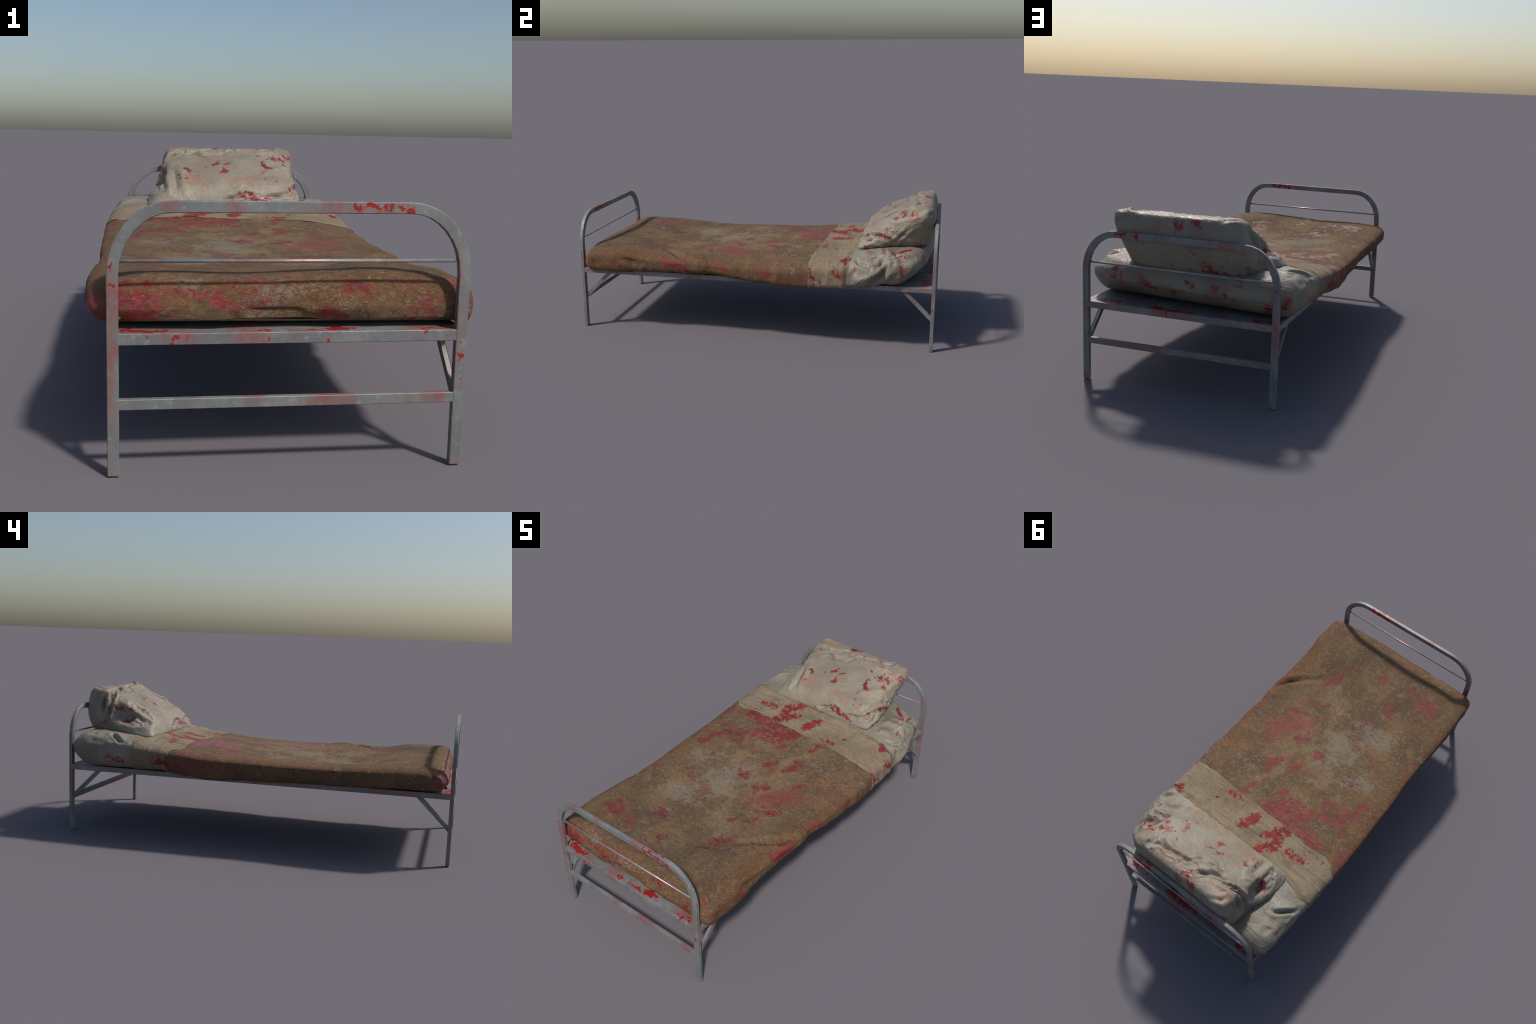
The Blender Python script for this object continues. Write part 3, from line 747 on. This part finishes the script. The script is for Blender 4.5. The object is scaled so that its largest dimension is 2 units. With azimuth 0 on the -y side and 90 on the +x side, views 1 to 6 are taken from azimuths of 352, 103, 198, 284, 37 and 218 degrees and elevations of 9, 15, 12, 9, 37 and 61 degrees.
BLANKET_FOLDS = [
    crease(0.014, 0.014, (0.481, -0.746, 0.436), (0.481, -0.687, 0.406), (0.479, -0.648, 0.381)),
    ridge(0.03, 0.01, (0.486, -0.766, 0.408), (0.479, -0.710, 0.370), (0.449, -0.662, 0.344)),
    crease(0.016, 0.012, (0.287, -0.532, 0.455), (0.432, -0.401, 0.444), (0.477, -0.322, 0.420)),
    ridge(0.03, 0.008, (0.135, -0.566, 0.441), (0.372, -0.381, 0.450), (0.451, -0.296, 0.436)),
    crease(0.012, 0.008, (0.486, -0.909, 0.430), (0.491, -0.888, 0.393), (0.486, -0.877, 0.360)),
    crease(0.02, 0.008, (0.463, 0.127, 0.434), (0.499, 0.139, 0.397), (0.497, 0.137, 0.344)),
    crease(0.016, 0.007, (0.477, 0.181, 0.432), (0.502, 0.189, 0.392), (0.498, 0.186, 0.338)),
    ridge(0.018, 0.006, (0.463, 0.155, 0.436), (0.498, 0.163, 0.408), (0.497, 0.162, 0.341)),
    crease(0.03, 0.008, (0.443, -0.239, 0.437), (0.481, -0.219, 0.409), (0.477, -0.223, 0.374)),
    crease(0.02, 0.006, (0.464, 0.281, 0.444), (0.504, 0.307, 0.409), (0.506, 0.313, 0.353)),
    crease(0.016, 0.01, (0.382, -0.461, 0.452), (0.441, -0.386, 0.442), (0.477, -0.277, 0.420)),
    ridge(0.035, 0.008, (0.324, -0.425, 0.453), (0.393, -0.361, 0.447), (0.429, -0.253, 0.440)),
    crease(0.014, 0.012, (0.479, -0.725, 0.435), (0.481, -0.674, 0.419), (0.480, -0.630, 0.408)),
    crease(0.016, 0.008, (0.456, -0.385, 0.437), (0.372, -0.462, 0.452)),
    crease(0.016, 0.005, (0.318, -0.246, 0.451), (0.245, -0.261, 0.454), (0.187, -0.283, 0.455)),
    crease(0.03, 0.016, (-0.119, -0.971, 0.397), (-0.037, -0.973, 0.394), (0.058, -0.973, 0.393)),
    ridge(0.04, 0.01, (0.111, -0.974, 0.390), (0.184, -0.973, 0.389)),
    crease(0.02, 0.006, (-0.483, 0.170, 0.416), (-0.483, 0.159, 0.379), (-0.477, 0.165, 0.345)),
    ridge(0.03, 0.006, (-0.494, -0.098, 0.428), (-0.493, -0.108, 0.392), (-0.481, -0.102, 0.357)),
    crease(0.04, 0.008, (-0.487, -0.442, 0.426), (-0.484, -0.462, 0.382)),
    crease(0.016, 0.007, (-0.367, -0.888, 0.477), (-0.485, -0.892, 0.443), (-0.484, -0.912, 0.392)),
    crease(0.02, 0.006, (-0.493, 0.362, 0.431), (-0.491, 0.371, 0.393), (-0.482, 0.379, 0.367))]
MATTRESS_FOLDS = [
    crease(0.012, 0.016, (0.429, 0.572, 0.485), (0.474, 0.602, 0.470), (0.490, 0.652, 0.458)),
    ridge(0.018, 0.02, (0.501, 0.565, 0.371), (0.499, 0.643, 0.410), (0.493, 0.701, 0.440), (0.415, 0.731, 0.509)),
    crease(0.022, 0.02, (0.482, 0.654, 0.359), (0.493, 0.714, 0.416), (0.475, 0.758, 0.482)),
    ridge(0.02, 0.012, (0.498, 0.594, 0.423), (0.492, 0.629, 0.448), (0.491, 0.664, 0.456)),
    ridge(0.028, 0.026, (0.388, 0.725, 0.514), (0.415, 0.734, 0.509)),
    crease(0.02, 0.008, (0.476, 0.788, 0.478), (0.450, 0.856, 0.500), (0.367, 0.905, 0.518)),
    crease(0.016, 0.01, (0.487, 0.549, 0.455), (0.495, 0.575, 0.433), (0.501, 0.552, 0.396)),
    ridge(0.016, 0.014, (0.325, 0.662, 0.514), (0.380, 0.711, 0.513), (0.419, 0.742, 0.508)),
    crease(0.016, 0.014, (0.438, 0.734, 0.502), (0.482, 0.714, 0.473), (0.495, 0.674, 0.441)),
    ridge(0.014, 0.012, (0.446, 0.769, 0.502), (0.482, 0.762, 0.470), (0.491, 0.732, 0.430)),
    crease(0.016, 0.01, (-0.467, 0.874, 0.503), (-0.480, 0.823, 0.495), (-0.473, 0.786, 0.501)),
    crease(0.012, 0.009, (-0.400, 0.770, 0.524), (-0.462, 0.701, 0.502), (-0.504, 0.630, 0.483)),
    crease(0.01, 0.006, (-0.486, 0.856, 0.486), (-0.495, 0.802, 0.461), (-0.492, 0.763, 0.447)),
    ridge(0.03, 0.01, (-0.429, 0.861, 0.517), (-0.420, 0.802, 0.519)),
    ridge(0.02, 0.008, (-0.467, 0.672, 0.496), (-0.512, 0.621, 0.455), (-0.513, 0.634, 0.422)),
    crease(0.01, 0.01, (-0.364, 0.769, 0.525), (-0.399, 0.766, 0.523), (-0.474, 0.690, 0.494)),
    ridge(0.02, 0.008, (-0.358, 0.756, 0.525), (-0.417, 0.715, 0.518), (-0.464, 0.668, 0.497)),
    crease(0.01, 0.007, (-0.458, 0.755, 0.505), (-0.475, 0.692, 0.493)),
    ridge(0.025, 0.008, (-0.344, 0.915, 0.527), (-0.436, 0.895, 0.513), (-0.486, 0.854, 0.485)),
    crease(0.014, 0.012, (0.418, 0.729, 0.508), (0.378, 0.721, 0.515)),
    ridge(0.022, 0.016, (0.439, 0.657, 0.494), (0.374, 0.622, 0.504), (0.371, 0.584, 0.495)),
    crease(0.012, 0.01, (0.445, 0.815, 0.501), (0.418, 0.780, 0.512), (0.406, 0.762, 0.514)),
    ridge(0.012, 0.01, (0.426, 0.854, 0.510), (0.412, 0.806, 0.514))]
PILLOW_FOLDS = [
    crease(0.01, 0.009, (-0.250, 0.851, 0.699), (-0.162, 0.856, 0.734), (-0.096, 0.872, 0.736), (-0.019, 0.892, 0.747)),
    ridge(0.012, 0.006, (-0.239, 0.878, 0.727), (-0.151, 0.884, 0.751), (-0.072, 0.904, 0.748)),
    ridge(0.012, 0.006, (-0.128, 0.853, 0.729), (-0.069, 0.812, 0.721), (-0.029, 0.792, 0.711)),
    crease(0.01, 0.005, (-0.169, 0.845, 0.726), (-0.114, 0.821, 0.719), (-0.072, 0.783, 0.707)),
    crease(0.012, 0.009, (-0.012, 0.816, 0.718), (0.021, 0.853, 0.742), (0.062, 0.905, 0.743)),
    ridge(0.012, 0.006, (-0.037, 0.874, 0.738), (0.029, 0.833, 0.721), (0.037, 0.800, 0.710)),
    crease(0.012, 0.008, (0.069, 0.884, 0.738), (0.118, 0.887, 0.740), (0.203, 0.900, 0.747), (0.242, 0.931, 0.747)),
    ridge(0.014, 0.006, (0.149, 0.851, 0.728), (0.212, 0.864, 0.734), (0.260, 0.901, 0.746)),
    crease(0.012, 0.012, (-0.015, 0.575, 0.536), (0.082, 0.582, 0.571), (0.157, 0.570, 0.557), (0.212, 0.585, 0.557), (0.294, 0.613, 0.563)),
    ridge(0.035, 0.01, (0.084, 0.597, 0.601), (0.189, 0.605, 0.596), (0.264, 0.631, 0.599)),
    crease(0.012, 0.008, (0.246, 0.728, 0.672), (0.301, 0.750, 0.626), (0.302, 0.778, 0.563)),
    ridge(0.014, 0.006, (0.206, 0.692, 0.660), (0.261, 0.738, 0.670), (0.305, 0.798, 0.648)),
    crease(0.012, 0.01, (0.299, 0.598, 0.536), (0.310, 0.644, 0.561), (0.303, 0.674, 0.579)),
    ridge(0.012, 0.012, (0.305, 0.637, 0.511), (0.312, 0.657, 0.533)),
    crease(0.02, 0.009, (-0.213, 0.590, 0.576), (-0.221, 0.640, 0.623), (-0.226, 0.731, 0.668)),
    ridge(0.015, 0.006, (-0.181, 0.619, 0.611), (-0.186, 0.677, 0.648), (-0.186, 0.750, 0.689)),
    crease(0.012, 0.01, (0.217, 0.875, 0.737), (0.137, 0.904, 0.745), (0.056, 0.881, 0.738), (-0.006, 0.874, 0.736)),
    ridge(0.016, 0.007, (0.200, 0.847, 0.728), (0.129, 0.877, 0.738), (0.062, 0.856, 0.732)),
    crease(0.012, 0.011, (-0.024, 0.912, 0.754), (-0.091, 0.857, 0.732), (-0.139, 0.844, 0.732), (-0.190, 0.837, 0.722)),
    ridge(0.014, 0.009, (-0.006, 0.874, 0.736), (-0.076, 0.840, 0.728), (-0.148, 0.836, 0.729)),
    crease(0.012, 0.007, (0.050, 0.924, 0.747), (0.058, 0.892, 0.741), (0.047, 0.853, 0.732)),
    crease(0.014, 0.018, (-0.180, 0.863, 0.733), (-0.231, 0.848, 0.714), (-0.263, 0.842, 0.627), (-0.280, 0.873, 0.533)),
    ridge(0.016, 0.01, (-0.194, 0.899, 0.742), (-0.234, 0.888, 0.732), (-0.260, 0.894, 0.679)),
    crease(0.012, 0.008, (-0.162, 0.958, 0.742), (-0.216, 0.934, 0.748), (-0.231, 0.903, 0.741)),
    ridge(0.012, 0.01, (-0.230, 0.808, 0.700), (-0.263, 0.820, 0.653), (-0.279, 0.857, 0.533)),
    crease(0.016, 0.014, (-0.272, 0.753, 0.582), (-0.270, 0.688, 0.607), (-0.267, 0.632, 0.579)),
    ridge(0.014, 0.01, (-0.297, 0.743, 0.564), (-0.294, 0.676, 0.566), (-0.279, 0.615, 0.565)),
    crease(0.01, 0.008, (-0.260, 0.596, 0.569), (-0.296, 0.653, 0.560), (-0.303, 0.687, 0.549)),
    crease(0.014, 0.005, (-0.013, 0.826, 0.722), (-0.090, 0.817, 0.721), (-0.162, 0.823, 0.726)),
    crease(0.014, 0.01, (0.235, 0.930, 0.748), (0.236, 0.892, 0.740), (0.260, 0.868, 0.731)),
    ridge(0.014, 0.008, (0.311, 0.943, 0.743), (0.268, 0.931, 0.750), (0.251, 0.895, 0.742)),
    crease(0.014, 0.02, (-0.256, 0.878, 0.710), (-0.262, 0.881, 0.649), (-0.269, 0.896, 0.597), (-0.263, 0.904, 0.579)),
    ridge(0.018, 0.01, (-0.260, 0.920, 0.691), (-0.258, 0.930, 0.638), (-0.258, 0.916, 0.577)),
    crease(0.01, 0.013, (-0.169, 0.859, 0.732), (-0.237, 0.830, 0.703), (-0.260, 0.850, 0.673)),
    ridge(0.018, 0.009, (-0.211, 0.863, 0.730), (-0.249, 0.855, 0.702), (-0.259, 0.859, 0.681)),
    crease(0.012, 0.01, (-0.227, 0.785, 0.696), (-0.249, 0.756, 0.673), (-0.262, 0.755, 0.657)),
    ridge(0.03, 0.012, (-0.258, 0.794, 0.671), (-0.269, 0.808, 0.641)),
    crease(0.04, 0.028, (-0.269, 0.766, 0.613), (-0.275, 0.740, 0.590)),
    crease(0.022, 0.014, (-0.290, 0.705, 0.572), (-0.288, 0.660, 0.570), (-0.276, 0.624, 0.569)),
    ridge(0.02, 0.01, (-0.272, 0.872, 0.599), (-0.266, 0.832, 0.583), (-0.276, 0.785, 0.574)),
    crease(0.012, 0.008, (0.075, 0.591, 0.594), (0.026, 0.577, 0.567), (0.000, 0.572, 0.538)),
    ridge(0.012, 0.008, (0.091, 0.582, 0.565), (0.166, 0.570, 0.550)),
    ridge(0.03, 0.01, (-0.239, 0.737, 0.664), (-0.265, 0.735, 0.641)),
    crease(0.014, 0.01, (-0.278, 0.850, 0.557), (-0.287, 0.789, 0.536), (-0.311, 0.733, 0.533)),
    ridge(0.016, 0.009, (0.149, 0.663, 0.650), (0.283, 0.767, 0.658), (0.313, 0.859, 0.685), (0.327, 0.901, 0.690)),
    crease(0.012, 0.009, (0.295, 0.701, 0.629), (0.306, 0.727, 0.620), (0.309, 0.753, 0.597)),
    ridge(0.012, 0.009, (0.289, 0.743, 0.655), (0.311, 0.758, 0.623), (0.307, 0.783, 0.598)),
    crease(0.014, 0.014, (0.266, 0.595, 0.566), (0.301, 0.679, 0.585), (0.302, 0.772, 0.561)),
    ridge(0.016, 0.009, (0.268, 0.625, 0.594), (0.302, 0.703, 0.609), (0.309, 0.753, 0.584)),
    crease(0.012, 0.012, (0.303, 0.772, 0.565), (0.305, 0.813, 0.605), (0.319, 0.849, 0.639)),
    ridge(0.018, 0.008, (0.312, 0.870, 0.710), (0.327, 0.919, 0.697), (0.321, 0.890, 0.663)),
    crease(0.014, 0.008, (0.281, 0.939, 0.750), (0.318, 0.953, 0.721), (0.302, 0.949, 0.680)),
    crease(0.014, 0.012, (0.308, 0.682, 0.516), (0.309, 0.644, 0.528), (0.301, 0.606, 0.511))]

def press_folds(P, N, folds, gain=1.0, narrow=1.0):
    d = 0.0
    for line, width, height in folds:
        d = d + fold(P, line, width * narrow * (1.0 if height < 0 else 1.5), height * (gain if height < 0 else 0.6 * gain))
    return P + N * d[..., None]

# ----------------------------------------------------------------- mattress
qs = even_q(260)
rows = bedding_rows(-0.9, 0.9, 320, 26, True, True)
P = bedding_grid(rows, qs)
N = grid_normals(P)
N = np.where(np.isfinite(N), N, 0)
yy = P[..., 1]
under = 1 - smooth(0.52, 0.60, yy)             # covered by the blanket
slim = 0.07 * (1 - smooth(0.50, 0.57, yy)) + 0.30 * (1 - smooth(0.25, 0.42, yy))
P[..., 0] *= 1 - 0.12 * slim
P[..., 1] = np.where(P[..., 1] < 0, P[..., 1] * (1 - 0.07 * slim), P[..., 1])
P[..., 2] = 0.355 + (P[..., 2] - 0.355) * (1 - slim)
lie = smooth(0.40, 0.46, P[..., 2])
fr = ridged(P * np.array([7, 16, 10]) + 0.6 * np.stack([fbm(P * 6, 5), fbm(P * 6, 6), fbm(P * 6, 8)], -1), 11)
P = P + N * ((1 - under) * (0.004 * (fr - 0.5) * (0.35 + 0.65 * lie) + blanket_relief(P)))[..., None]
P = press_folds(P, N * (1 - under)[..., None], MATTRESS_FOLDS, 1.5, 0.8)
hem = P[..., 2] < 0.3545
P[..., 2] = np.where(hem, 0.3545, P[..., 2])
# pull the covered hem in over the base sheet so that it never shows
A, B, _ = P.shape
verts = P.reshape(-1, 3)
faces = grid_faces(A, B)
# close the underside: strips between the two hems
for i in range(A - 1):
    faces.append((i * B, i * B + B - 1, (i + 1) * B + B - 1, (i + 1) * B))
mattress = mesh_object("mattress", verts, faces, sheet_mat, bed)
bm = bmesh.new(); bm.from_mesh(mattress.data)
bmesh.ops.remove_doubles(bm, verts=bm.verts, dist=1e-5)
bmesh.ops.recalc_face_normals(bm, faces=bm.faces)
bm.to_mesh(mattress.data); bm.free()

# ------------------------------------------------------------------ blanket
qs = even_q(330)
rows = bedding_rows(-0.9, 0.535, 400, 30, True, False)
P = bedding_grid(rows, qs)
N = grid_normals(P)
P = P + N * blanket_relief(P)[..., None]
P = press_folds(P, N, BLANKET_FOLDS)
# the +x foot corner of the blanket sticks out in a point
tip = np.exp(-((P[..., 0] - 0.475) ** 2 + (P[..., 1] + 0.93) ** 2) / 0.065 ** 2) * smooth(0.45, 0.37, P[..., 2])
P = P + tip[..., None] * np.array([0.0, -0.010, -0.003])
blanket = thick_sheet("blanket", P, 0.007, felt)
blanket["label"] = "brown matted felt blanket, turned down and blood stained"
blanket["category"] = "blanket"

# --------------------------------------------- turned-down top of the blanket
nq, nv = 330, 90
qs = even_q(nq)
x_line = section(np.zeros(nq) + 0.4, qs)[0]
low_edge = curve1([(-0.52, 0.428), (-0.48, 0.405), (-0.44, 0.374), (-0.3, 0.374), (0.0, 0.358), (0.25, 0.342), (0.45, 0.329), (0.52, 0.330)], x_line)
high_edge = curve1([(-0.52, 0.632), (-0.48, 0.636), (-0.42, 0.610), (-0.28, 0.580), (0.0, 0.585), (0.25, 0.575), (0.42, 0.556), (0.52, 0.543)], x_line)
low_edge = low_edge + 0.016 * fbm(np.stack([x_line * 9, 0 * x_line, 0 * x_line], -1), 21)
high_edge = high_edge + 0.012 * fbm(np.stack([x_line * 8, 0 * x_line, 0 * x_line], -1), 22)
tv = np.linspace(0, 1, nv)[:, None]
Y = low_edge[None, :] * (1 - tv) + high_edge[None, :] * tv
x, z = section(Y, np.ones((nv, 1)) * qs[None, :])
P = np.stack([x, Y, z], -1)
N = grid_normals(P)
roll = np.exp(-((0.86 - tv) / 0.07) ** 2) * 0.005 - np.exp(-((1 - tv) / 0.08) ** 2) * 0.003 + np.exp(-(tv / 0.06) ** 2) * 0.002   # rolled head edge, piped foot edge
P = P + N * (blanket_relief(P) + 0.0030 + roll * 0.8 + 0.005 * (ridged(P * np.array([4, 22, 10]), 41) - 0.5))[..., None]
flap = thick_sheet("turned_down_lining", P, 0.0040, flap_mat, blanket)

# ------------------------------------------------------------------- pillow
# side profile (y, z), clockwise from the lower front edge
PROFILE = [(0.572, 0.508), (0.584, 0.556), (0.628, 0.616), (0.702, 0.664), (0.782, 0.705), (0.862, 0.736),
           (0.922, 0.751), (0.962, 0.740), (0.979, 0.685), (0.976, 0.620), (0.958, 0.560), (0.930, 0.515),
           (0.830, 0.500), (0.740, 0.499), (0.650, 0.500)]
# where each of these points ends on the two sides
END_POS = [0.335, 0.330, 0.322, 0.318, 0.322, 0.330, 0.338, 0.345, 0.338, 0.305, 0.285, 0.290, 0.305, 0.325, 0.335]
END_NEG = [0.370, 0.330, 0.285, 0.270, 0.264, 0.261, 0.262, 0.266, 0.284, 0.306, 0.318, 0.324, 0.345, 0.380, 0.390]

def closed_curve(vals, n):
    """Closed Catmull-Rom through vals, n samples."""
    v = np.asarray(vals, float)
    k = len(v)
    t = np.arange(n) / n * k
    i = np.floor(t).astype(int)
    f = (t - i)
    if v.ndim > 1:
        f = f[:, None]
    p0, p1, p2, p3 = v[(i - 1) % k], v[i % k], v[(i + 1) % k], v[(i + 2) % k]
    return 0.5 * (2 * p1 + (p2 - p0) * f + (2 * p0 - 5 * p1 + 4 * p2 - p3) * f**2 + (3 * p1 - p0 - 3 * p2 + p3) * f**3)

NT, NS = 420, 320
prof = closed_curve(PROFILE, NT)
xp = closed_curve(END_POS, NT)
xn = closed_curve(END_NEG, NT)
s = np.sin(np.linspace(-1, 1, NS) * math.pi / 2)
s = np.sign(s) * np.abs(s) ** 0.8
cy, cz = 0.80, 0.600
S = s[:, None]
# pointed ears where the seam runs (upper rear and lower front edge), rounder between
th = np.arange(NT) / NT * len(PROFILE)
def near(c, w):
    d = np.abs(th - c); d = np.minimum(d, len(PROFILE) - d)
    return np.exp(-(d / w) ** 2)
sharp = 7 + 26 * near(6.7, 1.1) + 14 * near(0, 1.0) + 14 * near(9, 1.6)
K = (1 - np.abs(S) ** sharp[None, :]) ** (1 / 2.0)
y = cy + (prof[None, :, 0] - cy) * K
z = cz + (prof[None, :, 1] - cz) * K
xc = np.where(S >= 0, 0.312, 0.262)
x = S * (xc + (np.where(S >= 0, xp[None, :], xn[None, :]) - xc) * K)
# the middle is plumper than the two ends
P = np.stack([x, y, z], -1)
N = grid_normals(P, True)
if (N[NS // 2, int(NT * 3 / 15), 2]) < 0:
    N = -N
front = smooth(-0.2, 0.5, N[..., 2])
w = np.stack([fbm(P * 5, 51), fbm(P * 5, 52), fbm(P * 5, 53)], -1)
fr = ridged(P * np.array([8, 9, 9]) + 1.1 * w, 61, 3)
edge = smooth(0.45, 0.95, np.abs(S)) * np.ones_like(x)
edge = np.maximum(edge, smooth(0.66, 0.74, P[..., 2]))
edge = np.maximum(edge, 0.8 * smooth(0.66, 0.58, P[..., 1]))
back = smooth(0.3, 0.8, N[..., 1])
P = P + N * ((1 - 0.8 * back) * 0.0035 * edge * (fr - 0.45) + 0.003 * fbm(P * 6, 71, 2))[..., None]
P = press_folds(P, N, PILLOW_FOLDS, 1.5, 0.72)
P[..., 2] = np.maximum(P[..., 2], 0.496)
P[..., 1] = np.minimum(P[..., 1], 0.980)
verts = P.reshape(-1, 3)
faces = grid_faces(NS, NT, True)
pillow = mesh_object("pillow", verts, faces, pillow_mat)
bm = bmesh.new(); bm.from_mesh(pillow.data)
bmesh.ops.remove_doubles(bm, verts=bm.verts, dist=1e-5)
bmesh.ops.recalc_face_normals(bm, faces=bm.faces)
bm.to_mesh(pillow.data); bm.free()
pillow["label"] = "crumpled off-white pillow spattered with dark blood"
pillow["category"] = "pillow"
